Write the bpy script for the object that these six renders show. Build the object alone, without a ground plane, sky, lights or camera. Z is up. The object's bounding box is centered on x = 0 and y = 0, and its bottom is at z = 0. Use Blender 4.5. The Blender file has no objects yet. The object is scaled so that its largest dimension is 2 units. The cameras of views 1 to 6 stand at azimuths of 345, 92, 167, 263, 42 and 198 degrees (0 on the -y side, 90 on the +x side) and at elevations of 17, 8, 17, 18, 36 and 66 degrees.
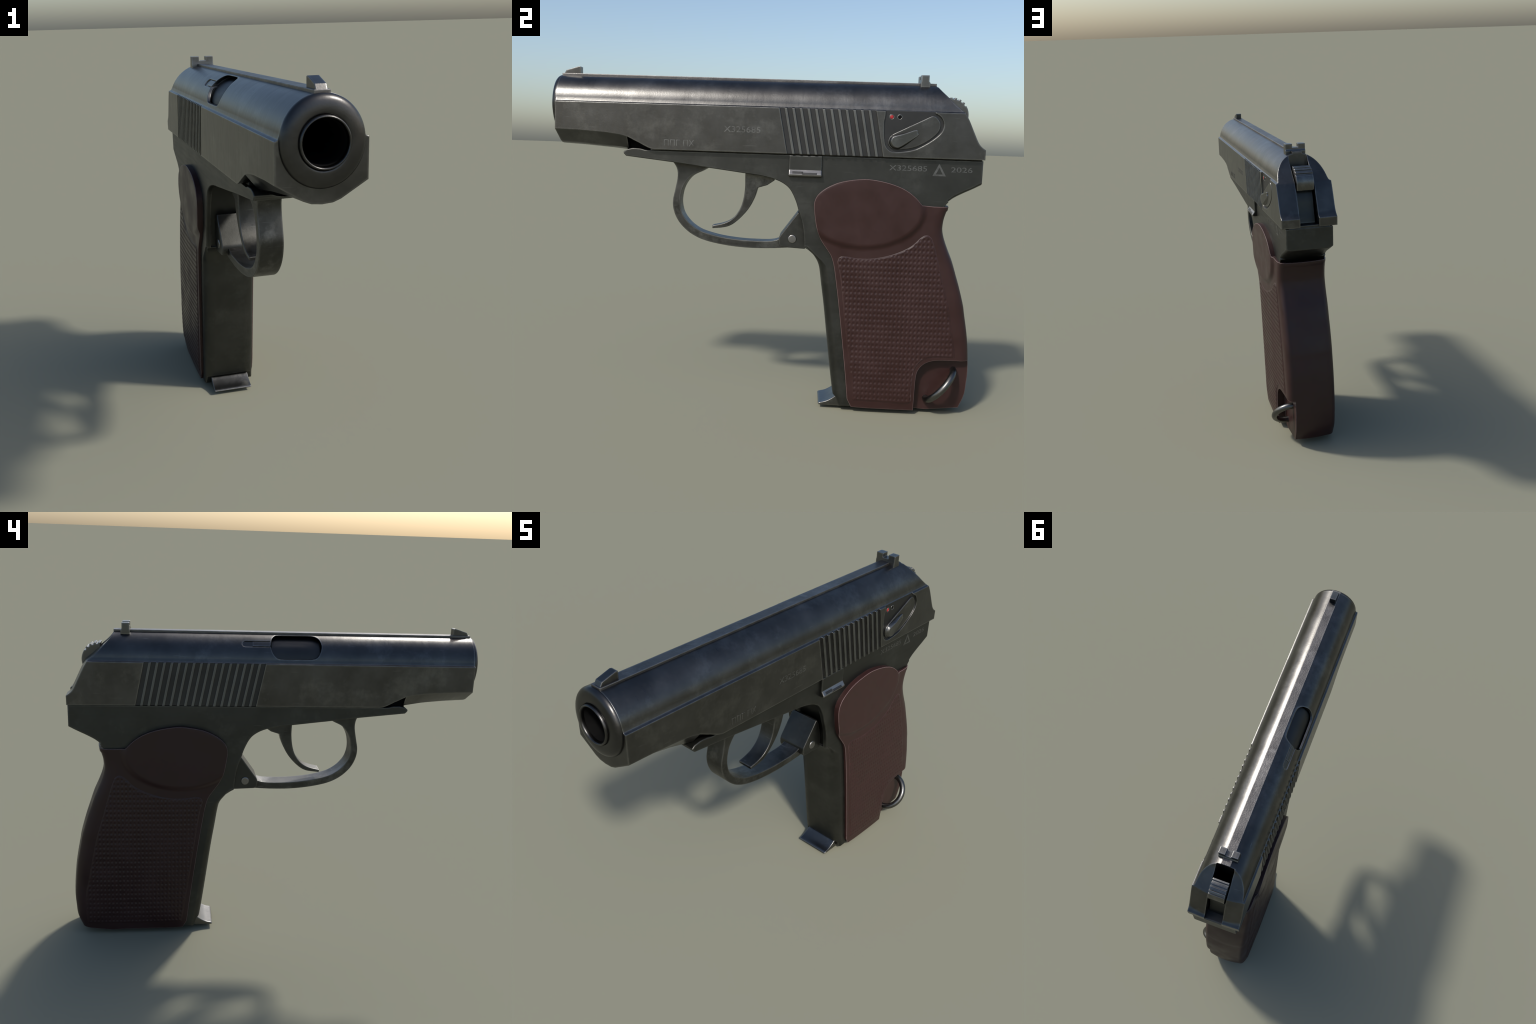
import bpy, bmesh, math, random
from mathutils import Vector, Matrix

random.seed(7)
X0 = -0.025          # symmetry plane of the pistol (the lanyard loop shifts the bounding box)

# ------------------------------------------------------------------ helpers
root = bpy.data.objects.new("pistol", None)
bpy.context.scene.collection.objects.link(root)
root.location = (X0, 0, 0)
root["label"] = "compact dark blued steel pistol with maroon checkered grip"
root["category"] = "pistol"


def link(o, parent=None, mat=None):
    bpy.context.scene.collection.objects.link(o)
    if parent is not None:
        o.parent = parent
    if mat is not None:
        o.data.materials.clear()
        o.data.materials.append(mat)
    return o


def mesh_obj(name, verts, faces):
    me = bpy.data.meshes.new(name)
    me.from_pydata([tuple(v) for v in verts], [], faces)
    me.validate()
    bm = bmesh.new()
    bm.from_mesh(me)
    bmesh.ops.recalc_face_normals(bm, faces=bm.faces)
    bm.to_mesh(me)
    bm.free()
    return bpy.data.objects.new(name, me)


def bake(o, linked=False):
    """apply the modifiers of an object"""
    if not linked:
        bpy.context.scene.collection.objects.link(o)
    dg = bpy.context.evaluated_depsgraph_get()
    dg.update()
    me = bpy.data.meshes.new_from_object(o.evaluated_get(dg), depsgraph=dg)
    o.modifiers.clear()
    o.data = me
    if not linked:
        bpy.context.scene.collection.objects.unlink(o)
    return o


def boolean(o, cutters, op='DIFFERENCE'):
    bpy.context.scene.collection.objects.link(o)
    if not isinstance(cutters, (list, tuple)):
        cutters = [cutters]
    for c in cutters:
        bpy.context.scene.collection.objects.link(c)
        m = o.modifiers.new("b", 'BOOLEAN')
        m.object = c
        m.operation = op
        m.solver = 'EXACT'
    bake(o, True)
    for c in cutters:
        bpy.data.objects.remove(c, do_unlink=True)
    bpy.context.scene.collection.objects.unlink(o)
    return o


def finish(o, angle=32, weighted=True):
    me = o.data
    me.polygons.foreach_set("use_smooth", [True] * len(me.polygons))
    me.set_sharp_from_angle(angle=math.radians(angle))
    if weighted:
        m = o.modifiers.new("w", 'WEIGHTED_NORMAL')
        m.keep_sharp = True
        m.weight = 80
        bake(o)
    return o


def cr(pts, n=5):
    """Catmull-Rom curve through the control points"""
    p = [Vector(q).to_3d() for q in pts]
    p = [p[0] * 2 - p[1]] + p + [p[-1] * 2 - p[-2]]
    out = []
    for i in range(1, len(p) - 2):
        a, b, c, d = p[i - 1:i + 3]
        for k in range(n):
            t = k / n
            out.append(0.5 * (2 * b + (c - a) * t + (2 * a - 5 * b + 4 * c - d) * t * t
                              + (3 * b - a - 3 * c + d) * t ** 3))
    out.append(p[-2])
    return [(v.x, v.y) for v in out]


def prism_x(name, prof, x0, x1, bevel=None, seg=3):
    """outline in (y, z), extruded along x; bevel = width or f(y, z)"""
    n = len(prof)
    v = [(x0, y, z) for y, z in prof] + [(x1, y, z) for y, z in prof]
    f = [tuple(range(n)), tuple(range(2 * n - 1, n - 1, -1))]
    f += [(i, (i + 1) % n, n + (i + 1) % n, n + i) for i in range(n)]
    o = mesh_obj(name, v, f)
    if bevel:
        fn = bevel if callable(bevel) else (lambda y, z: bevel)
        rim_bevel(o, fn, lambda a, b: abs(a.x - b.x) < 1e-6, seg)
    return o


def rim_bevel(o, fn, pick, seg=3):
    me = o.data
    w = [0.0] * len(me.edges)
    mx = 0
    for e in me.edges:
        a, b = (me.vertices[i].co for i in e.vertices)
        if pick(a, b):
            m = (a + b) / 2
            w[e.index] = fn(m.y, m.z)
            mx = max(mx, w[e.index])
    at = me.attributes.new("bevel_weight_edge", 'FLOAT', 'EDGE')
    at.data.foreach_set("value", [x / mx for x in w])
    m = o.modifiers.new("bev", 'BEVEL')
    m.limit_method = 'WEIGHT'
    m.width = mx
    m.segments = seg
    m.use_clamp_overlap = True
    bake(o)
    if "bevel_weight_edge" in o.data.attributes:
        o.data.attributes.remove(o.data.attributes["bevel_weight_edge"])


def prism_y(name, prof, y0, y1):
    """outline in (x, z), extruded along y"""
    n = len(prof)
    v = [(x, y0, z) for x, z in prof] + [(x, y1, z) for x, z in prof]
    f = [tuple(range(n)), tuple(range(2 * n - 1, n - 1, -1))]
    f += [(i, (i + 1) % n, n + (i + 1) % n, n + i) for i in range(n)]
    return mesh_obj(name, v, f)


def box(name, x0, x1, y0, y1, z0, z1, bevel=0, seg=2):
    o = prism_y(name, [(x0, z0), (x1, z0), (x1, z1), (x0, z1)], y0, y1)
    if bevel:
        m = o.modifiers.new("bev", 'BEVEL')
        m.width = bevel
        m.segments = seg
        bake(o)
    return o


def revolve_y(name, prof, zc, n=96, sx=1.0, closed=True):
    """profile of (radius, y) turned about the bore axis"""
    v, f = [], []
    for r, y in prof:
        for k in range(n):
            a = 2 * math.pi * k / n
            v.append((sx * r * math.cos(a), y, zc + r * math.sin(a)))
    m = len(prof)
    for i in range(m if closed else m - 1):
        j = (i + 1) % m
        for k in range(n):
            l = (k + 1) % n
            f.append((i * n + k, i * n + l, j * n + l, j * n + k))
    if not closed:
        f.append(tuple(range(n)))
        f.append(tuple(range((m - 1) * n, m * n)))
    return mesh_obj(name, v, f)


def cyl_y(name, r, zc, y0, y1, n=64, sx=1.0):
    return revolve_y(name, [(r, y0), (r, y1)], zc, n, sx, closed=False)


def cyl_x(name, r, y, z, x0, x1, n=40, dome=0.0):
    prof = [(r, x0), (r, x1)]
    if dome:
        prof = [(r, x0), (r, x1 - dome), (r * .92, x1 - dome * .45), (r * .72, x1 - dome * .12), (r * .3, x1)]
    v, f = [], []
    for rr, x in prof:
        for k in range(n):
            a = 2 * math.pi * k / n
            v.append((x, y + rr * math.cos(a), z + rr * math.sin(a)))
    for i in range(len(prof) - 1):
        for k in range(n):
            l = (k + 1) % n
            f.append((i * n + k, i * n + l, (i + 1) * n + l, (i + 1) * n + k))
    f.append(tuple(range(n)))
    f.append(tuple(range((len(prof) - 1) * n, len(prof) * n)))
    return mesh_obj(name, v, f)


def merge(objs, name):
    """several closed solids into one mesh object"""
    bm = bmesh.new()
    for o in objs:
        bm.from_mesh(o.data)
    me = bpy.data.meshes.new(name)
    bm.to_mesh(me)
    bm.free()
    for o in objs:
        bpy.data.objects.remove(o)
    return bpy.data.objects.new(name, me)


def lerp_table(tab, x):
    if x <= tab[0][0]:
        return tab[0][1]
    for (a, va), (b, vb) in zip(tab, tab[1:]):
        if x <= b:
            return va + (vb - va) * (x - a) / (b - a)
    return tab[-1][1]


def sstep(a, b, x):
    t = min(1, max(0, (x - a) / (b - a)))
    return t * t * (3 - 2 * t)


# ------------------------------------------------------------------ materials
def new_mat(name):
    m = bpy.data.materials.new(name)
    m.use_nodes = True
    nt = m.node_tree
    return m, nt, nt.nodes, nt.links, nt.nodes["Principled BSDF"]


def rgb(c):
    return (c[0], c[1], c[2], 1)


def steel(name, base, worn, rough=(.32, .5), metallic=1.0, wear=.5, streak=(30, 3, 30),
          bevel=.004, dirt=.35, grain=.03, edge=.011, patch=.35):
    m, nt, N, L, bsdf = new_mat(name)
    tc = N.new("ShaderNodeTexCoord")
    # broad cloudy blotches of the blued finish
    n1 = N.new("ShaderNodeTexNoise")
    n1.inputs["Scale"].default_value = 7
    n1.inputs["Detail"].default_value = 6
    n1.inputs["Roughness"].default_value = .6
    L.new(tc.outputs["Object"], n1.inputs["Vector"])
    # brushed streaks
    mp = N.new("ShaderNodeMapping")
    mp.inputs["Scale"].default_value = streak
    n2 = N.new("ShaderNodeTexNoise")
    n2.inputs["Scale"].default_value = 2.2
    n2.inputs["Detail"].default_value = 5
    L.new(tc.outputs["Object"], mp.inputs["Vector"])
    L.new(mp.outputs["Vector"], n2.inputs["Vector"])
    # fine grain
    n3 = N.new("ShaderNodeTexNoise")
    n3.inputs["Scale"].default_value = 160
    n3.inputs["Detail"].default_value = 3
    L.new(tc.outputs["Object"], n3.inputs["Vector"])
    # edges that have lost their finish
    bv = N.new("ShaderNodeBevel")
    bv.samples = 6
    bv.inputs["Radius"].default_value = edge
    geo = N.new("ShaderNodeNewGeometry")
    dot = N.new("ShaderNodeVectorMath")
    dot.operation = 'DOT_PRODUCT'
    L.new(bv.outputs["Normal"], dot.inputs[0])
    L.new(geo.outputs["Normal"], dot.inputs[1])
    er = N.new("ShaderNodeMapRange")
    er.inputs["From Min"].default_value = .998
    er.inputs["From Max"].default_value = .90
    L.new(dot.outputs["Value"], er.inputs["Value"])
    ew = N.new("ShaderNodeMapRange")
    ew.inputs["From Min"].default_value = .35
    ew.inputs["From Max"].default_value = .7
    ew.inputs["To Min"].default_value = .45
    n4 = N.new("ShaderNodeTexNoise")
    n4.inputs["Scale"].default_value = 26
    n4.inputs["Detail"].default_value = 5
    L.new(tc.outputs["Object"], n4.inputs["Vector"])
    L.new(n4.outputs["Fac"], ew.inputs["Value"])
    em = N.new("ShaderNodeMath")
    em.operation = 'MULTIPLY'
    L.new(er.outputs["Result"], em.inputs[0])
    L.new(ew.outputs["Result"], em.inputs[1])
    em2 = N.new("ShaderNodeMath")
    em2.operation = 'MULTIPLY'
    em2.inputs[1].default_value = wear
    L.new(em.outputs[0], em2.inputs[0])
    # colour
    r1 = N.new("ShaderNodeValToRGB")
    r1.color_ramp.elements[0].position = .3
    r1.color_ramp.elements[1].position = .72
    d = 1 - dirt
    r1.color_ramp.elements[0].color = rgb([c * d for c in base])
    r1.color_ramp.elements[1].color = rgb([c * (1 + dirt * .5) for c in base])
    L.new(n1.outputs["Fac"], r1.inputs["Fac"])
    # rubbed patches and fine scratches in the finish
    n5 = N.new("ShaderNodeTexNoise")
    n5.inputs["Scale"].default_value = 5.5
    n5.inputs["Detail"].default_value = 9
    n5.inputs["Roughness"].default_value = .68
    m5 = N.new("ShaderNodeMapping")
    m5.inputs["Location"].default_value = (3.1, 1.7, 5.3)
    L.new(tc.outputs["Object"], m5.inputs["Vector"])
    L.new(m5.outputs["Vector"], n5.inputs["Vector"])
    p5 = N.new("ShaderNodeMapRange")
    p5.inputs["From Min"].default_value = .52
    p5.inputs["From Max"].default_value = .72
    p5.inputs["To Max"].default_value = patch
    L.new(n5.outputs["Fac"], p5.inputs["Value"])
    m6 = N.new("ShaderNodeMapping")
    m6.inputs["Rotation"].default_value = (.5, .2, .1)
    m6.inputs["Scale"].default_value = (9, 9, 150)
    n6 = N.new("ShaderNodeTexNoise")
    n6.inputs["Scale"].default_value = 1.0
    n6.inputs["Detail"].default_value = 2
    L.new(tc.outputs["Object"], m6.inputs["Vector"])
    L.new(m6.outputs["Vector"], n6.inputs["Vector"])
    p6 = N.new("ShaderNodeMapRange")
    p6.inputs["From Min"].default_value = .70
    p6.inputs["From Max"].default_value = .78
    p6.inputs["To Max"].default_value = patch * .8
    L.new(n6.outputs["Fac"], p6.inputs["Value"])
    mxx = N.new("ShaderNodeMath")
    mxx.operation = 'MAXIMUM'
    L.new(p5.outputs["Result"], mxx.inputs[0])
    L.new(p6.outputs["Result"], mxx.inputs[1])
    mxy = N.new("ShaderNodeMath")
    mxy.operation = 'MAXIMUM'
    L.new(mxx.outputs[0], mxy.inputs[0])
    L.new(em2.outputs[0], mxy.inputs[1])
    mx = N.new("ShaderNodeMix")
    mx.data_type = 'RGBA'
    mx.inputs["B"].default_value = rgb(worn)
    L.new(mxy.outputs[0], mx.inputs["Factor"])
    L.new(r1.outputs["Color"], mx.inputs["A"])
    L.new(mx.outputs["Result"], bsdf.inputs["Base Color"])
    # roughness
    add = N.new("ShaderNodeMath")
    add.operation = 'MULTIPLY_ADD'
    add.inputs[1].default_value = .5
    L.new(n2.outputs["Fac"], add.inputs[0])
    hf = N.new("ShaderNodeMath")
    hf.operation = 'MULTIPLY'
    hf.inputs[1].default_value = .5
    L.new(n1.outputs["Fac"], hf.inputs[0])
    L.new(hf.outputs[0], add.inputs[2])
    rr = N.new("ShaderNodeMapRange")
    rr.inputs["From Min"].default_value = .32
    rr.inputs["From Max"].default_value = .68
    rr.inputs["To Min"].default_value = rough[0]
    rr.inputs["To Max"].default_value = rough[1]
    L.new(add.outputs[0], rr.inputs["Value"])
    L.new(rr.outputs["Result"], bsdf.inputs["Roughness"])
    bsdf.inputs["Metallic"].default_value = metallic
    # normal: rounded edges + grain
    b2 = N.new("ShaderNodeBevel")
    b2.samples = 6
    b2.inputs["Radius"].default_value = bevel
    bp = N.new("ShaderNodeBump")
    bp.inputs["Strength"].default_value = grain * 4
    bp.inputs["Distance"].default_value = .0015
    sm = N.new("ShaderNodeMath")
    sm.operation = 'ADD'
    sk = N.new("ShaderNodeMath")
    sk.operation = 'MULTIPLY'
    sk.inputs[1].default_value = .35
    L.new(n2.outputs["Fac"], sk.inputs[0])
    L.new(sk.outputs[0], sm.inputs[0])
    L.new(n3.outputs["Fac"], sm.inputs[1])
    L.new(sm.outputs[0], bp.inputs["Height"])
    L.new(b2.outputs["Normal"], bp.inputs["Normal"])
    L.new(bp.outputs["Normal"], bsdf.inputs["Normal"])
    return m


def plain(name, col, rough=.5, metallic=0.0, noise=0.0):
    m, nt, N, L, bsdf = new_mat(name)
    tc = N.new("ShaderNodeTexCoord")
    n = N.new("ShaderNodeTexNoise")
    n.inputs["Scale"].default_value = 60
    L.new(tc.outputs["Object"], n.inputs["Vector"])
    r = N.new("ShaderNodeValToRGB")
    r.color_ramp.elements[0].color = rgb([c * (1 - noise) for c in col])
    r.color_ramp.elements[1].color = rgb([c * (1 + noise) for c in col])
    L.new(n.outputs["Fac"], r.inputs["Fac"])
    L.new(r.outputs["Color"], bsdf.inputs["Base Color"])
    bsdf.inputs["Roughness"].default_value = rough
    bsdf.inputs["Metallic"].default_value = metallic
    bsdf.inputs["Specular IOR Level"].default_value = .08 if max(col) < .01 else .5
    return m


def plastic(name, base, worn, rough=(.34, .50), wear=.9):
    m, nt, N, L, bsdf = new_mat(name)
    bsdf.inputs["Specular IOR Level"].default_value = .38
    tc = N.new("ShaderNodeTexCoord")
    n1 = N.new("ShaderNodeTexNoise")
    n1.inputs["Scale"].default_value = 9
    n1.inputs["Detail"].default_value = 6
    L.new(tc.outputs["Object"], n1.inputs["Vector"])
    r1 = N.new("ShaderNodeValToRGB")
    r1.color_ramp.elements[0].position = .3
    r1.color_ramp.elements[1].position = .75
    r1.color_ramp.elements[0].color = rgb([c * .86 for c in base])
    r1.color_ramp.elements[1].color = rgb([c * 1.1 for c in base])
    L.new(n1.outputs["Fac"], r1.inputs["Fac"])
    bv = N.new("ShaderNodeBevel")
    bv.samples = 6
    bv.inputs["Radius"].default_value = .005
    geo = N.new("ShaderNodeNewGeometry")
    dot = N.new("ShaderNodeVectorMath")
    dot.operation = 'DOT_PRODUCT'
    L.new(bv.outputs["Normal"], dot.inputs[0])
    L.new(geo.outputs["Normal"], dot.inputs[1])
    er = N.new("ShaderNodeMapRange")
    er.inputs["From Min"].default_value = .99
    er.inputs["From Max"].default_value = .82
    L.new(dot.outputs["Value"], er.inputs["Value"])
    em = N.new("ShaderNodeMath")
    em.operation = 'MULTIPLY'
    em.inputs[1].default_value = wear
    L.new(er.outputs["Result"], em.inputs[0])
    mx = N.new("ShaderNodeMix")
    mx.data_type = 'RGBA'
    mx.inputs["B"].default_value = rgb(worn)
    L.new(em.outputs[0], mx.inputs["Factor"])
    L.new(r1.outputs["Color"], mx.inputs["A"])
    L.new(mx.outputs["Result"], bsdf.inputs["Base Color"])
    rr = N.new("ShaderNodeMapRange")
    rr.inputs["From Min"].default_value = .35
    rr.inputs["From Max"].default_value = .65
    rr.inputs["To Min"].default_value = rough[0]
    rr.inputs["To Max"].default_value = rough[1]
    L.new(n1.outputs["Fac"], rr.inputs["Value"])
    L.new(rr.outputs["Result"], bsdf.inputs["Roughness"])
    b2 = N.new("ShaderNodeBevel")
    b2.samples = 6
    b2.inputs["Radius"].default_value = .004
    n3 = N.new("ShaderNodeTexNoise")
    n3.inputs["Scale"].default_value = 90
    L.new(tc.outputs["Object"], n3.inputs["Vector"])
    bp = N.new("ShaderNodeBump")
    bp.inputs["Strength"].default_value = .06
    bp.inputs["Distance"].default_value = .002
    L.new(n3.outputs["Fac"], bp.inputs["Height"])
    L.new(b2.outputs["Normal"], bp.inputs["Normal"])
    L.new(bp.outputs["Normal"], bsdf.inputs["Normal"])
    return m


M_SLIDE = steel("blued_steel", (.097, .096, .093), (.25, .25, .24), rough=(.27, .37), wear=.85, dirt=.26, streak=(4, 40, 4))
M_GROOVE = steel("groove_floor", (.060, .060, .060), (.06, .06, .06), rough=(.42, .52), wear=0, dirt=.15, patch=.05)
M_RIDGE = steel("worn_ridge", (.145, .147, .140), (.22, .22, .21), rough=(.42, .52), wear=.3, dirt=.2)
M_RIB = steel("matted_rib", (.118, .114, .112), (.36, .35, .34), rough=(.34, .48), wear=.55, dirt=.3, grain=.12, streak=(14, 14, 14))
M_FRAME = steel("parkerized_steel", (.064, .065, .060), (.20, .20, .19), rough=(.38, .50), wear=.75, dirt=.16, patch=.18)
M_GUARD = steel("handled_steel", (.078, .078, .073), (.22, .22, .21), rough=(.34, .50), wear=.9, dirt=.5, patch=.7)
M_BRIGHT = steel("bare_steel", (.22, .215, .21), (.42, .41, .40), rough=(.26, .42), wear=.6, dirt=.3)
M_SIGHT = steel("sight_steel", (.13, .13, .125), (.40, .40, .39), rough=(.26, .40), wear=.6, dirt=.2)
M_GRIP = plastic("maroon_bakelite", (.0285, .0106, .0095), (.25, .175, .17))
M_COLLAR = steel("collar_steel", (.070, .069, .068), (.2, .2, .19), rough=(.28, .36), wear=.3, dirt=.2, patch=.15)
M_DARK = plain("flat_black", (.004, .004, .004), .8)
M_RED = plain("red_paint", (.30, .010, .014), .4, noise=.3)
M_MARK = plain("scratched_marking", (.15, .15, .145), .45, 1.0, noise=.6)


def paint_faces(o, mat, test):
    """give the faces that pass the test a material of their own"""
    o.data.materials.append(mat)
    k = len(o.data.materials) - 1
    for p in o.data.polygons:
        if test(p.center, p.normal):
            p.material_index = k


ZA = 1.400   # bore axis

# ------------------------------------------------------------------ slide
HS = 0.141
arc = [(0.128 * math.cos(a), ZA + 0.135 * math.sin(a))
       for a in [math.radians(10 + (170 - 10) * k / 64) for k in range(65)]]
ledge = [(HS, 1.407), (.1345, 1.4085), (.130, 1.412)]
upper = ledge + arc + [(-x, z) for x, z in reversed(ledge)]


def slide_sec(zs, zm, zb, xm=.057):
    """one cross-section: faceted keel below, flat flanks, round top"""
    return [(-HS, zs), (-xm, zm), (-xm * .58, zm - (zm - zb) * .75), (0, zb), (xm * .58, zm - (zm - zb) * .75), (xm, zm), (HS, zs)] + upper


stn = [(-.965, slide_sec(1.283, 1.232, 1.220)), (-.86, slide_sec(1.281, 1.227, 1.215, .066)), (-.73, slide_sec(1.274, 1.217, 1.206, .082)),
       (-.665, slide_sec(1.266, 1.210, 1.200, .095)), (-.632, slide_sec(1.257, 1.206, 1.197, .100))]
# behind the keel the flanks dip down to meet the frame
for y, z in ((-.6315, 1.2565), (-.617, 1.250), (-.597, 1.240), (-.577, 1.231), (-.557, 1.2205), (-.537, 1.211), (-.518, 1.2045), (-.505, 1.203), (1.02, 1.203)):
    stn.append((y, slide_sec(z, z, z, .100)))
sv, sf = [], []
for y, sc in stn:
    sv += [(x, y, z) for x, z in sc]
ns = len(stn[0][1])
for i in range(len(stn) - 1):
    for k in range(ns):
        l = (k + 1) % ns
        sf.append((i * ns + k, i * ns + l, (i + 1) * ns + l, (i + 1) * ns + k))
sf += [tuple(range(ns)), tuple(range((len(stn) - 1) * ns, len(stn) * ns))]
slide = mesh_obj("slide", sv, sf)

# sloped rear end
rear = [(.770, 1.545)] + cr([(.774, 1.526), (.796, 1.494), (.838, 1.448), (.887, 1.407)], 5) \
    + cr([(.888, 1.405), (.905, 1.376), (.928, 1.328), (.951, 1.281), (.968, 1.261), (.988, 1.247)], 4) \
    + [(.988, 1.1), (1.2, 1.1), (1.2, 1.7), (.770, 1.7)]
rv, rf = [], []
stations = [-.3, -.155, -.122, -.10, -.075, -.0485, -.02, .02, .0485, .075, .10, .122, .155, .3]
for x in stations:
    t = max(0, 1 - (x / .143) ** 2)
    for y, z in rear:
        k = sstep(1.52, 1.44, z) * (.25 + .75 * sstep(1.25, 1.285, z)) if y < 1.1 and z > 1.2 else 0
        rv.append((x, y + (.0165 * t * k if y < 1.1 else 0), z))
nr = len(rear)
for i in range(len(stations) - 1):
    for k in range(nr):
        l = (k + 1) % nr
        rf.append((i * nr + k, i * nr + l, (i + 1) * nr + l, (i + 1) * nr + k))
rf += [tuple(range(nr)), tuple(range((len(stations) - 1) * nr, len(stations) * nr))]
c_rear = mesh_obj("c", rv, rf)
# hammer slot
c_slot = prism_x("c", [(.768, 1.7), (.772, 1.46), (.79, 1.15), (1.2, 1.15), (1.2, 1.7)], -.048, .048)
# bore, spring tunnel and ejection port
c_bore = cyl_y("c", .0785, ZA, -1.1, -.3)
port = []
for cy, cz, a0 in ((-.155, 1.479, 180), (-.155, 1.479, 90), (-.018, 1.479, 90), (-.018, 1.479, 0)):
    pass
port = cr([(.037, 1.486), (.030, 1.512), (.015, 1.525), (-.008, 1.5285), (-.08, 1.529), (-.157, 1.5285), (-.186, 1.524),
           (-.202, 1.512), (-.2095, 1.486), (-.200, 1.456), (-.184, 1.436), (-.155, 1.428), (-.08, 1.427), (-.008, 1.428),
           (.014, 1.439), (.029, 1.459), (.037, 1.486)], 4)[:-1]
c_port = prism_x("c", port, -.3, -.01)
c_chamber = cyl_y("c", .123, ZA, -.2085, .0355, sx=.128 / .135)
boolean(slide, [c_rear, c_slot, c_bore, c_port, c_chamber])

# grasping grooves: flat milled grooves, leaning forward
def groove(y_top, side):
    w, d = .0222, .007
    yb = y_top + .048
    q = [(y_top - .012 * .23, 1.46), (y_top + w - .012 * .23, 1.46), (yb + w + .012, 1.15), (yb + .012, 1.15)]
    a, b = HS - d, HS + .1
    return prism_x("c", q, a, b) if side > 0 else prism_x("c", q, -b, -a)


cutters = [groove(.051 + .0342 * k, 1) for k in range(13)] + [groove(.0525 + .0342 * k, -1) for k in range(17)]
gcut = merge(cutters, "c")
# keep the grooves out of the round top: clip the cutters at the ledge
clip = merge([prism_y("q", [(.1285, 1.1), (.3, 1.1), (.3, 1.44), (.1285, 1.44)], 0, .8),
              prism_y("q", [(-.1285, 1.1), (-.3, 1.1), (-.3, 1.44), (-.1285, 1.44)], 0, .8)], "q")
boolean(gcut, clip, 'INTERSECT')
boolean(slide, gcut)

# pocket for the safety lever
pocket = [(.756, 1.47), (.756, 1.402)] + cr([(.758, 1.401), (.777, 1.391), (.790, 1.373), (.796, 1.350), (.787, 1.319),
         (.755, 1.287), (.711, 1.258), (.667, 1.237), (.610, 1.227), (.575, 1.227), (.555, 1.236), (.540, 1.257),
         (.532, 1.298), (.529, 1.354), (.533, 1.381), (.535, 1.409)], 4) + [(.535, 1.47)]
boolean(slide, prism_x("c", pocket, .1335, .3))
# extractor recess on the ejection side
ext = [(.037, 1.506), (.158, 1.506), (.168, 1.500), (.172, 1.493), (.168, 1.485), (.158, 1.481), (.037, 1.481)]
c_ext = prism_x("c", ext, -.3, -.05)
shell = cyl_y("q", .1315, ZA, -.1, .3, sx=.128 / .135)
boolean(c_ext, shell)
boolean(slide, c_ext)

# top rib with flat matted surface
rib = box("rib", -.0245, .0245, -.9655, .772, 1.50, 1.542)
rib_cut = cyl_y("q", .131, ZA, -1.1, 1.0, sx=.128 / .135)
boolean(rib, rib_cut)
finish(slide, 30)
link(slide, root, M_SLIDE)
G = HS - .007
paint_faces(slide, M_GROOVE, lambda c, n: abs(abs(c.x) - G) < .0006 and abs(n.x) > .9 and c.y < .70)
paint_faces(slide, M_RIDGE, lambda c, n: abs(abs(c.x) - HS) < .0006 and abs(n.x) > .9 and c.z > 1.28 and
            ((.09 < c.y < .50 and c.x > 0) or (.09 < c.y < .64 and c.x < 0)) and abs(c.z - 1.305) < .02)
fill = box("gap_shadow_block", -.092, .092, -.64, -.50, 1.183, 1.27)  # black box modelling the deep shadow in the gap behind the keel
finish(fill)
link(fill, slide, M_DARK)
finish(rib, 30)
rib.name = "sight_rib"
link(rib, slide, M_RIB)

# extractor claw lying in its recess
claw = prism_x("c", [(.0365, 1.503), (.122, 1.503), (.122, 1.484), (.0365, 1.484)], -.3, -.05)
boolean(claw, cyl_y("q", .1338, ZA, -.2, .3, sx=.128 / .135), 'INTERSECT')
claw.name = "extractor"
finish(claw)
link(claw, slide, M_SLIDE)

# rounded nose around the muzzle
nose = revolve_y("muzzle_collar", [(.0788, -.93), (.1335, -.93), (.1345, -.9655), (.1335, -.9715), (.1300, -.9775), (.1240, -.983),
                                   (.1150, -.9868), (.1040, -.9890), (.0930, -.9898), (.0850, -.9896), (.0808, -.9890), (.0788, -.9870)],
                 ZA, 128, sx=.128 / .1345)
finish(nose, 40)
link(nose, slide, M_COLLAR)

# barrel: tube with rounded crown, chamber part seen through the port
barrel = revolve_y("barrel", [(.0785, .02), (.0775, -.5), (.0775, -.990), (.0768, -.9955), (.0745, -.9990), (.0722, -1.0),
                              (.0698, -.9985), (.0682, -.995), (.0674, -.988), (.0670, -.35), (.050, -.33)], ZA, 96, closed=False)
chamber = revolve_y("chamber", [(.112, -.207), (.116, -.200), (.116, .030), (.112, .0345)], ZA, 96, closed=False, sx=.128 / .135)
finish(barrel, 40)
finish(chamber, 40)
link(barrel, root, M_COLLAR)
link(chamber, barrel, M_GROOVE)  # darker steel picked so the port looks shaded and deep
bore_black = revolve_y("bore_black_tube", [(.0667, -.984), (.0667, -.36), (.01, -.36)], ZA, 64, closed=False)  # plain black tube inside the bore
bore_black.data.polygons.foreach_set("use_smooth", [False] * len(bore_black.data.polygons))
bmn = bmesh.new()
bmn.from_mesh(bore_black.data)
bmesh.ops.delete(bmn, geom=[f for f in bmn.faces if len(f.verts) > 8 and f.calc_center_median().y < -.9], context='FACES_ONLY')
bmn.to_mesh(bore_black.data)
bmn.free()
link(bore_black, barrel, M_DARK)

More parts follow.
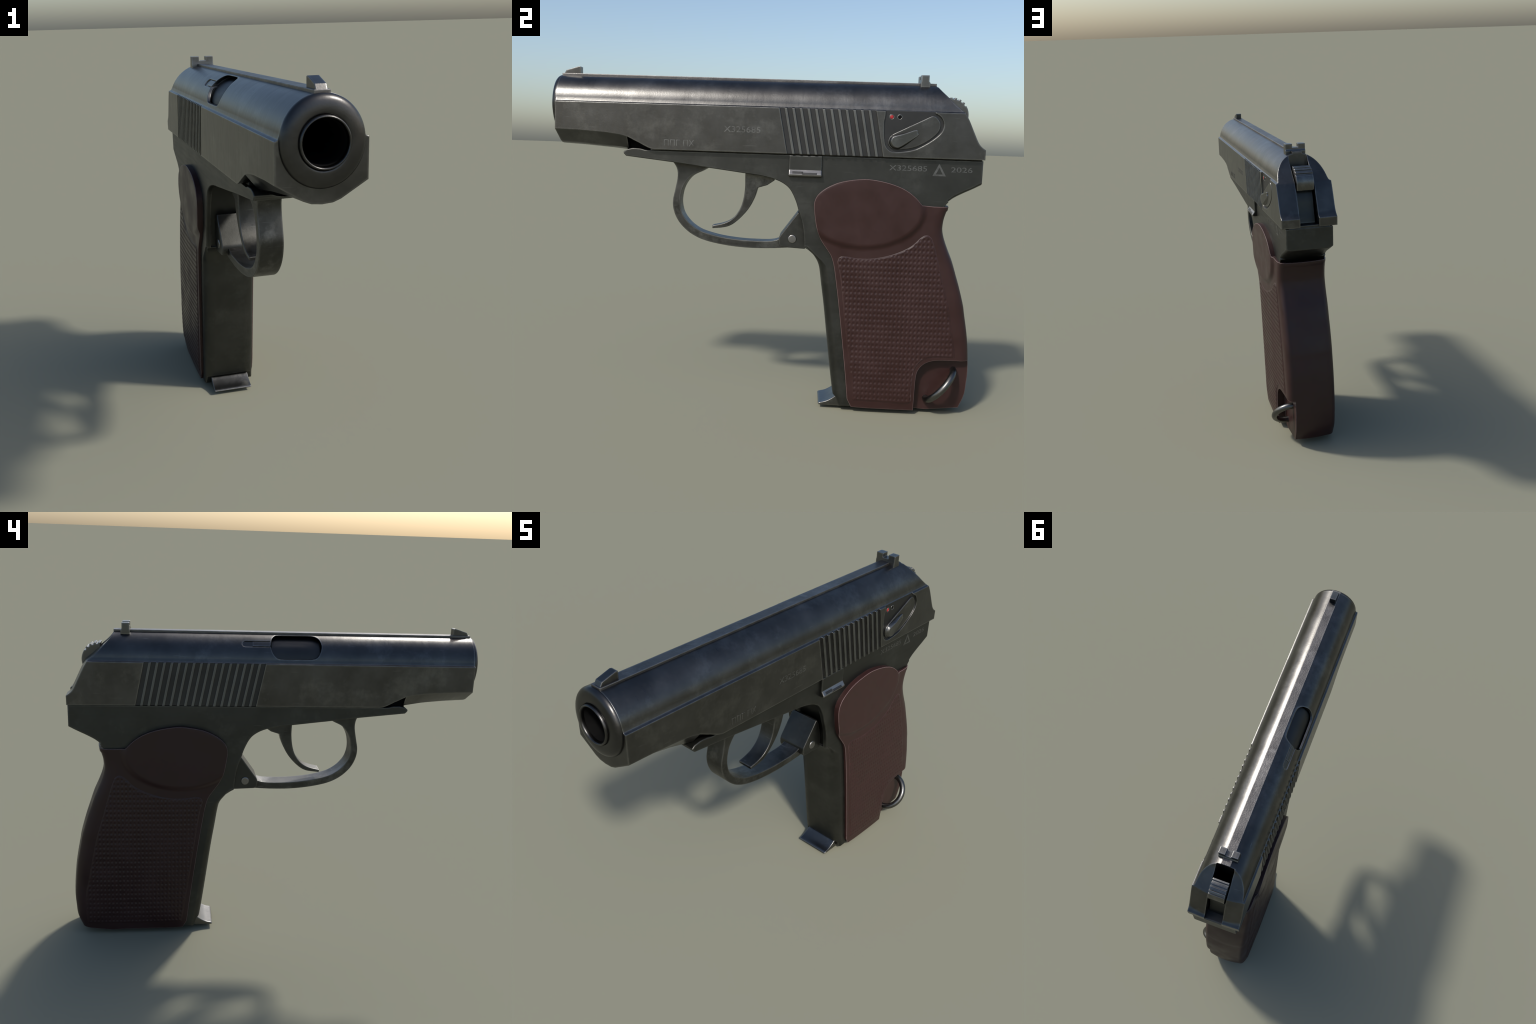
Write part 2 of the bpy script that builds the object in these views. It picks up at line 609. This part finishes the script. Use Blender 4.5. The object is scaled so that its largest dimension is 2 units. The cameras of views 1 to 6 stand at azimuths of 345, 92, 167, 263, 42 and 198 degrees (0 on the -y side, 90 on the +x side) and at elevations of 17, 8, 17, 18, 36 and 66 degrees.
# front sight
fs = prism_x("front_sight", [(-.962, 1.536), (-.949, 1.557), (-.890, 1.5755), (-.880, 1.574), (-.880, 1.536)], -.0175, .0175, .0012, 2)
finish(fs)
link(fs, slide, M_SLIDE)

# rear sight: dovetailed foot with a square notch on top
rs_prof = [(.695, 1.522), (.739, 1.522), (.739, 1.542), (.7335, 1.549), (.7335, 1.5765), (.698, 1.5765), (.698, 1.549), (.695, 1.542)]
rs = prism_x("rear_sight", rs_prof, -.052, .052, .002, 2)
boolean(rs, box("c", -.016, .016, .6, .8, 1.5575, 1.7))
finish(rs)
link(rs, slide, M_SIGHT)

# ------------------------------------------------------------------ safety lever
plate = cr([(.578, 1.309), (.612, 1.326), (.648, 1.344), (.700, 1.370), (.738, 1.389), (.750, 1.391), (.763, 1.385), (.778, 1.366), (.7815, 1.346),
            (.772, 1.319), (.738, 1.286), (.699, 1.262), (.660, 1.246), (.612, 1.239), (.582, 1.239), (.563, 1.246),
            (.552, 1.266), (.557, 1.291), (.578, 1.309)], 3)[:-1]
lever = prism_x("safety_lever", plate, .128, .1405, .003, 2)
finish(lever)
link(lever, slide, M_SLIDE)
thumb = cr([(.575, 1.292), (.622, 1.308), (.675, 1.327), (.680, 1.315), (.684, 1.304), (.645, 1.277), (.606, 1.252), (.590, 1.248), (.575, 1.256),
            (.567, 1.270), (.568, 1.283), (.575, 1.292)], 3)[:-1]
foot = cr([(.569, 1.302), (.622, 1.314), (.677, 1.330), (.683, 1.316), (.688, 1.302), (.650, 1.270), (.606, 1.2415), (.584, 1.2405), (.566, 1.2475),
           (.5555, 1.266), (.559, 1.288), (.569, 1.302)], 3)[:-1]
nt_ = len(thumb)
rows = []
for t, x in ((0, .138), (.12, .1445), (.55, .150), (.85, .1535), (1, .1545)):
    rows.append([(x - (.010 * sstep(.60, .69, a[0] + (b[0] - a[0]) * t) if x > .139 else 0),
                  a[0] + (b[0] - a[0]) * t, a[1] + (b[1] - a[1]) * t) for a, b in zip(foot, thumb)])
tp = mesh_obj("thumb_piece", sum(rows, []),
              [(i * nt_ + k, i * nt_ + (k + 1) % nt_, (i + 1) * nt_ + (k + 1) % nt_, (i + 1) * nt_ + k)
               for i in range(4) for k in range(nt_)] + [tuple(range(nt_)), tuple(range(4 * nt_, 5 * nt_))])
finish(tp, 45)
link(tp, lever, M_SIGHT)
ring = revolve_y("r", [(.008, 0), (.0125, 0), (.0125, .0015), (.008, .0015)], 0, 24)
for y, z, mat, nm in ((.563, 1.3815, M_RED, "fire_dot"), (.599, 1.382, M_DARK, "safe_dot")):
    d = cyl_x(nm, .0090, y, z, .12, .1348, 24, dome=.003)
    finish(d, 50)
    link(d, slide, mat)
    rim = mesh_obj("dot_rim", [(x, y + r * math.cos(2 * math.pi * k / 24), z + r * math.sin(2 * math.pi * k / 24))
                               for r, x in ((.0088, .130), (.0088, .1342), (.0118, .1340), (.0122, .130)) for k in range(24)],
                   [(i * 24 + k, i * 24 + (k + 1) % 24, (i + 1) % 4 * 24 + (k + 1) % 24, (i + 1) % 4 * 24 + k) for i in range(4) for k in range(24)])
    finish(rim, 40)
    link(rim, d, M_SIGHT)
bpy.data.objects.remove(ring)

# ------------------------------------------------------------------ frame
hole = cr([(-.262, 1.1275), (-.170, 1.117), (-.085, 1.107), (-.015, 1.099), (.047, 1.085), (.090, 1.066), (.121, 1.039), (.147, .990),
           (.164, .938), (.182, .881), (.191, .82), (.194, .780)], 4)
strap = cr([(.196, .774), (.216, .762), (.241, .738), (.260, .705), (.2715, .665), (.2855, .575), (.3035, .46), (.3345, .23), (.3555, .085)], 4)
tail = cr([(.818, .950), (.820, .968), (.826, .987), (.842, 1.007), (.868, 1.027), (.908, 1.049), (.949, 1.069), (.985, 1.088)], 3)
fprof = [(-.653, 1.188), (-.652, 1.180), (-.641, 1.169), (-.42, 1.1465)] + hole + strap + \
        [(.360, .068), (.376, .060), (.388, .022), (.715, .022), (.715, .33), (.80, .35), (.80, .92)] + tail + [(.9865, 1.092), (.9865, 1.1985), (-.545, 1.1985), (-.575, 1.205), (-.61, 1.206), (-.640, 1.199)]


def fbev(y, z):
    return .0015 if z > 1.19 and y > -.54 else .004


frame = prism_x("frame", fprof, -.12, .12, fbev, 6)
rail = box("c", -.104, .104, -.53, .9845, 1.185, 1.2115)
boolean(frame, rail, 'UNION')
# recoil-spring trough in the dust cover, open channel behind the guard and trigger
trough = cyl_y("c", .150, 1.327, -.8, -.30)
chan = cr([(-.10, 1.145), (.02, 1.135), (.08, 1.112), (.130, 1.075), (.160, 1.03), (.178, .98), (.194, .90), (.206, .777)], 4)
chan = [(-.16, 1.0), (-.16, 1.145)] + chan + [(.05, .777), (.05, 1.0)]
c_ch = prism_x("c", chan, -.098, .098)
boolean(frame, [trough, c_ch])


def round_corners(o, path, inward, rx_of, ry_of):
    """round off both long side edges of the frame along a path in (y, z)"""
    for side in (1, -1):
        cv, cf = [], []
        for n, (y, z) in enumerate(path):
            dy, dz = inward(n)
            rx, ry = rx_of(y, z), ry_of(y, z)
            pts = [(.16, -.05), (.1205 - rx, -.05)]
            pts += [(.1205 - rx + rx * math.sin(a), ry * (1 - math.cos(a))) for a in [math.pi / 2 * k / 8 for k in range(9)]]
            pts += [(.16, ry)]
            cv += [(side * x, y + d * dy, z + d * dz) for x, d in pts]
        nn = len(pts)
        for i in range(len(path) - 1):
            for k in range(nn):
                l = (k + 1) % nn
                cf.append((i * nn + k, i * nn + l, (i + 1) * nn + l, (i + 1) * nn + k))
        cf += [tuple(range(nn)), tuple(range((len(path) - 1) * nn, len(path) * nn))]
        boolean(o, mesh_obj("c", cv, cf))


# front strap: deeply rounded corners, fading out under the guard
s_path = cr([(.205, .780), (.224, .762), (.241, .738), (.260, .705), (.2715, .665), (.2855, .575), (.3035, .46), (.3345, .23), (.3555, .085), (.365, .04), (.371, -.02)], 4)
fade = lambda y, z: .12 + .88 * sstep(.775, .68, z)
round_corners(frame, s_path, lambda n: (1, 0), lambda y, z: .052 * fade(y, z), lambda y, z: .040 * fade(y, z))
# underside of the tail: rounded keel shape
t_path = cr([(.842, 1.007), (.868, 1.027), (.908, 1.049), (.949, 1.069), (.985, 1.088), (1.02, 1.106)], 3)
round_corners(frame, t_path, lambda n: (-.40, .917), lambda y, z: .034, lambda y, z: .014)
finish(frame, 30)
link(frame, root, M_FRAME)

# ------------------------------------------------------------------ trigger guard
outer = cr([(-.445, 1.158), (-.425, 1.134), (-.414, 1.108), (-.413, 1.072), (-.423, 1.020), (-.4335, .965), (-.428, .918), (-.408, .874), (-.376, .837),
            (-.337, .808), (-.285, .785), (-.211, .768), (-.12, .757), (-.029, .7545), (.062, .758), (.12, .763)], 4)
inner = cr([(.12, .825), (.079, .803), (.038, .791), (-.03, .7885), (-.113, .791), (-.2, .801), (-.266, .816), (-.308, .831), (-.351, .860),
            (-.383, .899), (-.397, .940), (-.398, .985), (-.384, 1.037), (-.350, 1.083), (-.300, 1.109), (-.255, 1.135)], 4)
guard = prism_x("trigger_guard", outer + inner, -.047, .047, lambda y, z: .005 if z < 1.11 else .003, 2)
finish(guard, 35)
link(guard, root, M_GUARD)
block = prism_x("guard_hinge", [(.166, .931), (.158, .931), (.077, .818), (.073, .803), (.074, .783), (.079, .772), (.090, .767), (.198, .7625), (.198, .828), (.180, .905)],
                -.075, .075, .005, 2)
finish(block)
link(block, guard, M_FRAME)
pin = cyl_x("hinge_pin", .021, .137, .807, -.0785, .0785, 32)
pm = pin.modifiers.new("b", 'BEVEL')
pm.width = .005
pm.segments = 3
bake(pin)
finish(pin)
link(pin, guard, M_BRIGHT)

# ------------------------------------------------------------------ trigger
tf = cr([(-.095, 1.16), (-.095, 1.09), (-.0945, 1.035), (-.102, .978), (-.119, .930), (-.150, .890), (-.190, .867), (-.246, .853)], 4)
tb = cr([(-.244, .840), (-.174, .8505), (-.127, .880), (-.080, .932), (-.050, .988), (-.034, 1.039)], 4)
tr = prism_x("trigger", tf + tb + [(.010, 1.053), (.042, 1.075), (.05, 1.16)], -.038, .038, .004, 2)
finish(tr, 35)
link(tr, root, M_GUARD)

# ------------------------------------------------------------------ hammer
spur = []
cy, cz = .8445, 1.402
teeth = 4
for k in range(teeth):                       # ridged thumb spur
    a0 = math.radians(98 - k * 16)
    for da, rr in ((0, .0795), (7, .0795), (8.5, .0725), (14.5, .0725)):
        a = a0 - math.radians(da)
        spur.append((cy + rr * math.cos(a), cz + rr * math.sin(a)))
spur += [(cy + .0775 * math.cos(math.radians(a)), cz + .0775 * math.sin(math.radians(a))) for a in (34, 24, 14, 4, -6, -15, -23)]
spur += [(cy + .060, cz - .038), (.845, 1.36), (.836, 1.42), (.836, 1.455)]
ham = prism_x("hammer", spur, -.0435, .0435, .0012, 2)
finish(ham)
link(ham, root, M_SIGHT)
lowb = prism_x("hammer_body", cr([(.83, 1.385), (.880, 1.374), (.897, 1.352), (.909, 1.322), (.917, 1.290), (.926, 1.260), (.935, 1.235), (.941, 1.212)], 3) + [(.80, 1.205)],
               -.0425, .0425, .004, 2)
finish(lowb)
link(lowb, ham, M_FRAME)

# ------------------------------------------------------------------ slide stop
st = prism_y("slide_stop", [(.112, 1.1975), (.1325, 1.1975), (.1325, 1.131), (.146, 1.113), (.146, 1.1055), (.139, 1.1015), (.112, 1.1015)], .110, .261)
m = st.modifiers.new("b", 'BEVEL')
m.width = .004
m.segments = 3
m.limit_method = 'ANGLE'
m.angle_limit = math.radians(60)
bake(st)
bars = []
for y0, y1, z0, z1 in ((.127, .172, 1.1155, 1.1245), (.172, .1755, 1.1125, 1.1245), (.1755, .238, 1.1125, 1.1205)):
    bars.append(box("c", .1395, .16, y0, y1, z0, z1))
finish(st)
link(st, root, M_FRAME)
paint_faces(st, M_BRIGHT, lambda c, n: c.z < 1.1312)
for i, b in enumerate(bars):
    # raised ridges stamped into the thumb flange
    for v in b.data.vertices:
        v.co.x = .1405 - (v.co.z - 1.1205) * .75 + (.0009 if v.co.x > .15 else -.004)
    b.name = "flange_ridge"
    finish(b)
    link(b, st, M_GROOVE)

# ------------------------------------------------------------------ magazine
mag = box("magazine", -.088, .088, .384, .715, .008, .05, .006)
lip_t = cr([(.400, .078), (.372, .061), (.350, .045), (.325, .032), (.295, .024)], 5)
lip = prism_x("finger_rest", lip_t + [(.290, .019), (.294, .014), (.40, .012)], -.091, .091, .0015, 1)
finish(mag)
finish(lip)
link(mag, root, M_FRAME)
link(lip, mag, M_SIGHT)

# ------------------------------------------------------------------ grip
back = [(0.0, .943), (.030, .954), (.075, .973), (.11, .982), (.16, .986), (.20, .9885), (.26, .986), (.336, .979), (.40, .970), (.488, .953),
        (.53, .945), (.613, .921), (.669, .902), (.736, .879), (.788, .856), (.833, .838), (.865, .829), (.89, .826), (.929, .830), (.967, .841), (.99, .848), (1.2, .86)]
back_s = cr([(z, y) for z, y in back], 6)
front = [(0, .432), (.061, .425), (.179, .411), (.344, .389), (.508, .366), (.635, .346), (.70, .334), (.742, .319), (.80, .28), (1.2, .24)]


def y_back(z):
    return lerp_table(back_s, z)


CON = (16.264, -2.774, 44.215, .473, .043)


def oval(y, z):
    a, b = y - .48, z - .95
    return CON[0] * a * a + CON[1] * a * b + CON[2] * b * b + CON[3] * a + CON[4] * b


def half(y, z, side=1):
    """half thickness of the grip at a point of its side"""
    yf, yb = lerp_table(front, z), y_back(z)
    s = min(1, max(0, (y - yf) / (yb - yf)))
    bulge, taper = (.0070, .0055) if side > 0 else (.0045, .0045)
    base = .1335 + bulge * math.sin(math.pi * min(1, s * 1.05)) ** .8 - taper * s
    base -= .004 * sstep(.12, .0, z)
    q = oval(y, z)
    t = 1 - sstep(1.0, 1.30, q)
    return base + (.1465 - base) * t


def grip_ring(z):
    yb = y_back(z)
    n, rc, rx, e = 92, .058, .038, 2 / 2.3
    sides = []
    for sd in (1, -1):
        ys = [.20 + (yb - rc - .20) * k / n for k in range(n + 1)]
        pts = [(half(y, z, sd), y) for y in ys]
        h0 = pts[-1][0]
        for k in range(1, 13):
            a = math.pi / 2 * k / 12
            pts.append((h0 - rx + rx * max(0, math.cos(a)) ** e, yb - rc + rc * math.sin(a) ** e))
        sides.append([(sd * x, y) for x, y in pts])
    right, left = sides
    xr, xl = right[-1][0], left[-1][0]
    flat = [(xr + (xl - xr) * k / 12, yb + .010 * (1 - (1 - 2 * k / 12) ** 2)) for k in range(1, 12)]
    return right + flat + left[::-1]


zs = [-.02 + 1.16 * k / 150 for k in range(151)]
gv, gf = [], []
for z in zs:
    gv += [(x, y, z) for x, y in grip_ring(z)]
ng = len(grip_ring(.5))
for i in range(len(zs) - 1):
    for k in range(ng):
        l = (k + 1) % ng
        gf.append((i * ng + k, i * ng + l, (i + 1) * ng + l, (i + 1) * ng + k))
gf += [tuple(range(ng)), tuple(range((len(zs) - 1) * ng, len(zs) * ng))]
grip = mesh_obj("grip", gv, gf)

g_front = cr([(.425, .061), (.418, .12), (.411, .179), (.389, .344), (.366, .508), (.346, .635), (.334, .700), (.321, .740), (.300, .772), (.269, .817),
              (.249, .867), (.238, .922), (.232, .972), (.238, 1.005), (.258, 1.033), (.297, 1.061), (.351, 1.084), (.420, 1.097), (.474, 1.100),
              (.537, 1.092), (.596, 1.077), (.647, 1.055), (.690, 1.024), (.722, .990)], 4)
g_out = [(.735, .0215), (.500, .0215), (.445, .0235)] + g_front + [(.775, .986), (1.2, .986), (1.2, .064), (.958, .033), (.80, .0165)]
boolean(grip, prism_x("c", g_out, -.3, .3), 'INTERSECT')
boolean(grip, [box("c", -.1185, .1185, .1, .79, .80, 1.3), box("c", -.088, .088, .1, .838, .968, 1.3), box("c", -.112, .112, .1, .80, .968, 1.3)])
# corner relieved for the lanyard loop
notch = [(1.2, .266)] + cr([(.95, .269), (.88, .270), (.815, .266), (.772, .247), (.748, .216), (.740, .177), (.738, .11), (.736, -.1)], 4) + [(1.2, -.1)]
boolean(grip, prism_x("c", notch, .094, .3))
finish(grip, 35, weighted=False)
link(grip, root, M_GRIP)

# checkered panels: rows of little pyramids on a slightly sunk field
c_left = cr([(.450, .056), (.430, .18), (.401, .386), (.368, .63), (.349, .715)], 8)
c_top = cr([(.349, .715), (.356, .737), (.382, .745), (.446, .738), (.517, .741), (.602, .762), (.679, .799), (.723, .841), (.753, .857), (.776, .843)], 8)
c_right_plain = cr([(.930, .052), (.938, .15), (.934, .23), (.917, .31), (.878, .506), (.837, .650), (.796, .792), (.776, .843)], 8)
c_right_notch = cr([(.918, .282), (.915, .32), (.878, .506), (.837, .650), (.796, .792), (.776, .843)], 8)
c_bot_plain = [(.450, .056), (.7, .054), (.930, .052)]
c_bot_notch = cr([(.450, .056), (.60, .0535), (.716, .052), (.722, .11), (.724, .177), (.734, .225), (.763, .262), (.81, .281), (.918, .282)], 8)


def along(poly, t):
    seg = [math.dist(a, b) for a, b in zip(poly, poly[1:])]
    d = t * sum(seg)
    for (a, b), s in zip(zip(poly, poly[1:]), seg):
        if d <= s:
            r = d / s if s else 0
            return (a[0] + (b[0] - a[0]) * r, a[1] + (b[1] - a[1]) * r)
        d -= s
    return poly[-1]


def checkering(side):
    left, top = c_left, c_top
    right = c_right_notch if side > 0 else c_right_plain
    bot = c_bot_notch if side > 0 else c_bot_plain
    nu, nv = 220, 330
    B = [along(bot, i / nu) for i in range(nu + 1)]
    T = [along(top, i / nu) for i in range(nu + 1)]
    Lf = [along(left, j / nv) for j in range(nv + 1)]
    R = [along(right, j / nv) for j in range(nv + 1)]
    P00, P10, P01, P11 = B[0], B[-1], T[0], T[-1]
    v, f = [], []
    px, pz = .0190, .0252
    for j in range(nv + 1):
        tv = j / nv
        for i in range(nu + 1):
            tu = i / nu
            p = [(1 - tv) * B[i][c] + tv * T[i][c] + (1 - tu) * Lf[j][c] + tu * R[j][c]
                 - ((1 - tu) * (1 - tv) * P00[c] + tu * (1 - tv) * P10[c] + (1 - tu) * tv * P01[c] + tu * tv * P11[c]) for c in (0, 1)]
            y, z = p
            edge = min(i, nu - i, j, nv - j)
            u, w = y / px, z / pz
            dg_ = (math.cos(math.pi * (u + w)) * math.cos(math.pi * (u - w))) ** 2
            hgt = .0027 * (1 - .8 * (math.cos(math.pi * u) * math.cos(math.pi * w)) ** 2 - .2 * dg_)
            x = half(y, z, side) + .0006 + (hgt if edge > 3 else (.0004 if edge in (1, 2, 3) else -.003))
            v.append((side * x, y, z))
    for j in range(nv):
        for i in range(nu):
            a = j * (nu + 1) + i
            q = (a, a + 1, a + nu + 2, a + nu + 1)
            f.append(q if side > 0 else q[::-1])
    me = bpy.data.meshes.new("checkering")
    me.from_pydata(v, [], f)
    o = bpy.data.objects.new("checkering", me)
    me.polygons.foreach_set("use_smooth", [True] * len(me.polygons))
    o["kind"] = "stuff"
    return o


for s in (1, -1):
    link(checkering(s), grip, M_GRIP)

# ------------------------------------------------------------------ lanyard loop
cu = bpy.data.curves.new("lanyard_loop", 'CURVE')
cu.dimensions = '3D'
cu.bevel_depth = .0162
cu.bevel_resolution = 6
cu.use_fill_caps = True
sp = cu.splines.new('POLY')
e1, e2 = Vector((.094, .920, .216)), Vector((.094, .799, .072))
mid, ax = (e1 + e2) / 2, (e1 - e2) / 2
pts = [e1 - Vector((.03, 0, 0))]
for k in range(25):
    a = math.pi * k / 24
    pts.append(mid + ax * math.cos(a) + Vector((1, -.02, -.02)) * (.087 * math.sin(a)))
pts.append(e2 - Vector((.03, 0, 0)))
sp.points.add(len(pts) - 1)
for p, q in zip(sp.points, pts):
    p.co = (*q, 1)
tmp = bpy.data.objects.new("t", cu)

bpy.context.scene.collection.objects.link(tmp)
dg = bpy.context.evaluated_depsgraph_get()
lm = bpy.data.meshes.new_from_object(tmp.evaluated_get(dg))
bpy.data.objects.remove(tmp, do_unlink=True)
loop = bpy.data.objects.new("lanyard_loop", lm)
finish(loop, 50, False)
link(loop, root, M_SIGHT)


# ------------------------------------------------------------------ markings
def lettering(name, text, y0, y1, z0, z1, x, parent):
    cu = bpy.data.curves.new(name, 'FONT')
    cu.body = text
    cu.extrude = .5
    cu.resolution_u = 3
    t = bpy.data.objects.new("t", cu)
    bpy.context.scene.collection.objects.link(t)
    dg = bpy.context.evaluated_depsgraph_get()
    me = bpy.data.meshes.new_from_object(t.evaluated_get(dg))
    bpy.data.objects.remove(t, do_unlink=True)
    xs = [v.co.x for v in me.vertices]
    zs = [v.co.y for v in me.vertices]
    a, b, c, d = min(xs), max(xs), min(zs), max(zs)
    for v in me.vertices:
        u, w, e = v.co
        v.co = (x + (.0006 if e > 0 else -.002), y0 + (y1 - y0) * (u - a) / (b - a), z0 + (z1 - z0) * (w - c) / (d - c))
    o = bpy.data.objects.new(name, me)
    link(o, parent, M_MARK)
    return o


lettering("serial_number", "X325685", -.190, -.024, 1.292, 1.319, HS, slide)
lettering("stamped_word", "ППГ ПХ", -.462, -.325, 1.222, 1.250, HS, slide)
lettering("serial_number", "X325685", .565, .736, 1.144, 1.168, .12, frame)
lettering("year_mark", "2026", .844, .940, 1.144, 1.167, .12, frame)
tri_o = [(.790, 1.181), (.762, 1.125), (.822, 1.125)]
tri_i = [(.7915, 1.163), (.776, 1.1325), (.8075, 1.1325)]
tv = [(.118, y, z) for y, z in tri_o + tri_i] + [(.1208, y, z) for y, z in tri_o + tri_i]
tfc = []
for i in range(3):
    j = (i + 1) % 3
    tfc += [(6 + i, 6 + j, 9 + j, 9 + i), (i, j, 6 + j, 6 + i), (3 + i, 3 + j, 9 + j, 9 + i), (i, j, 3 + j, 3 + i)]
tri_mark = mesh_obj("triangle_mark", tv, tfc)
link(tri_mark, frame, M_MARK)

# drop orphan data left by the construction
for me in list(bpy.data.meshes):
    if me.users == 0:
        bpy.data.meshes.remove(me)
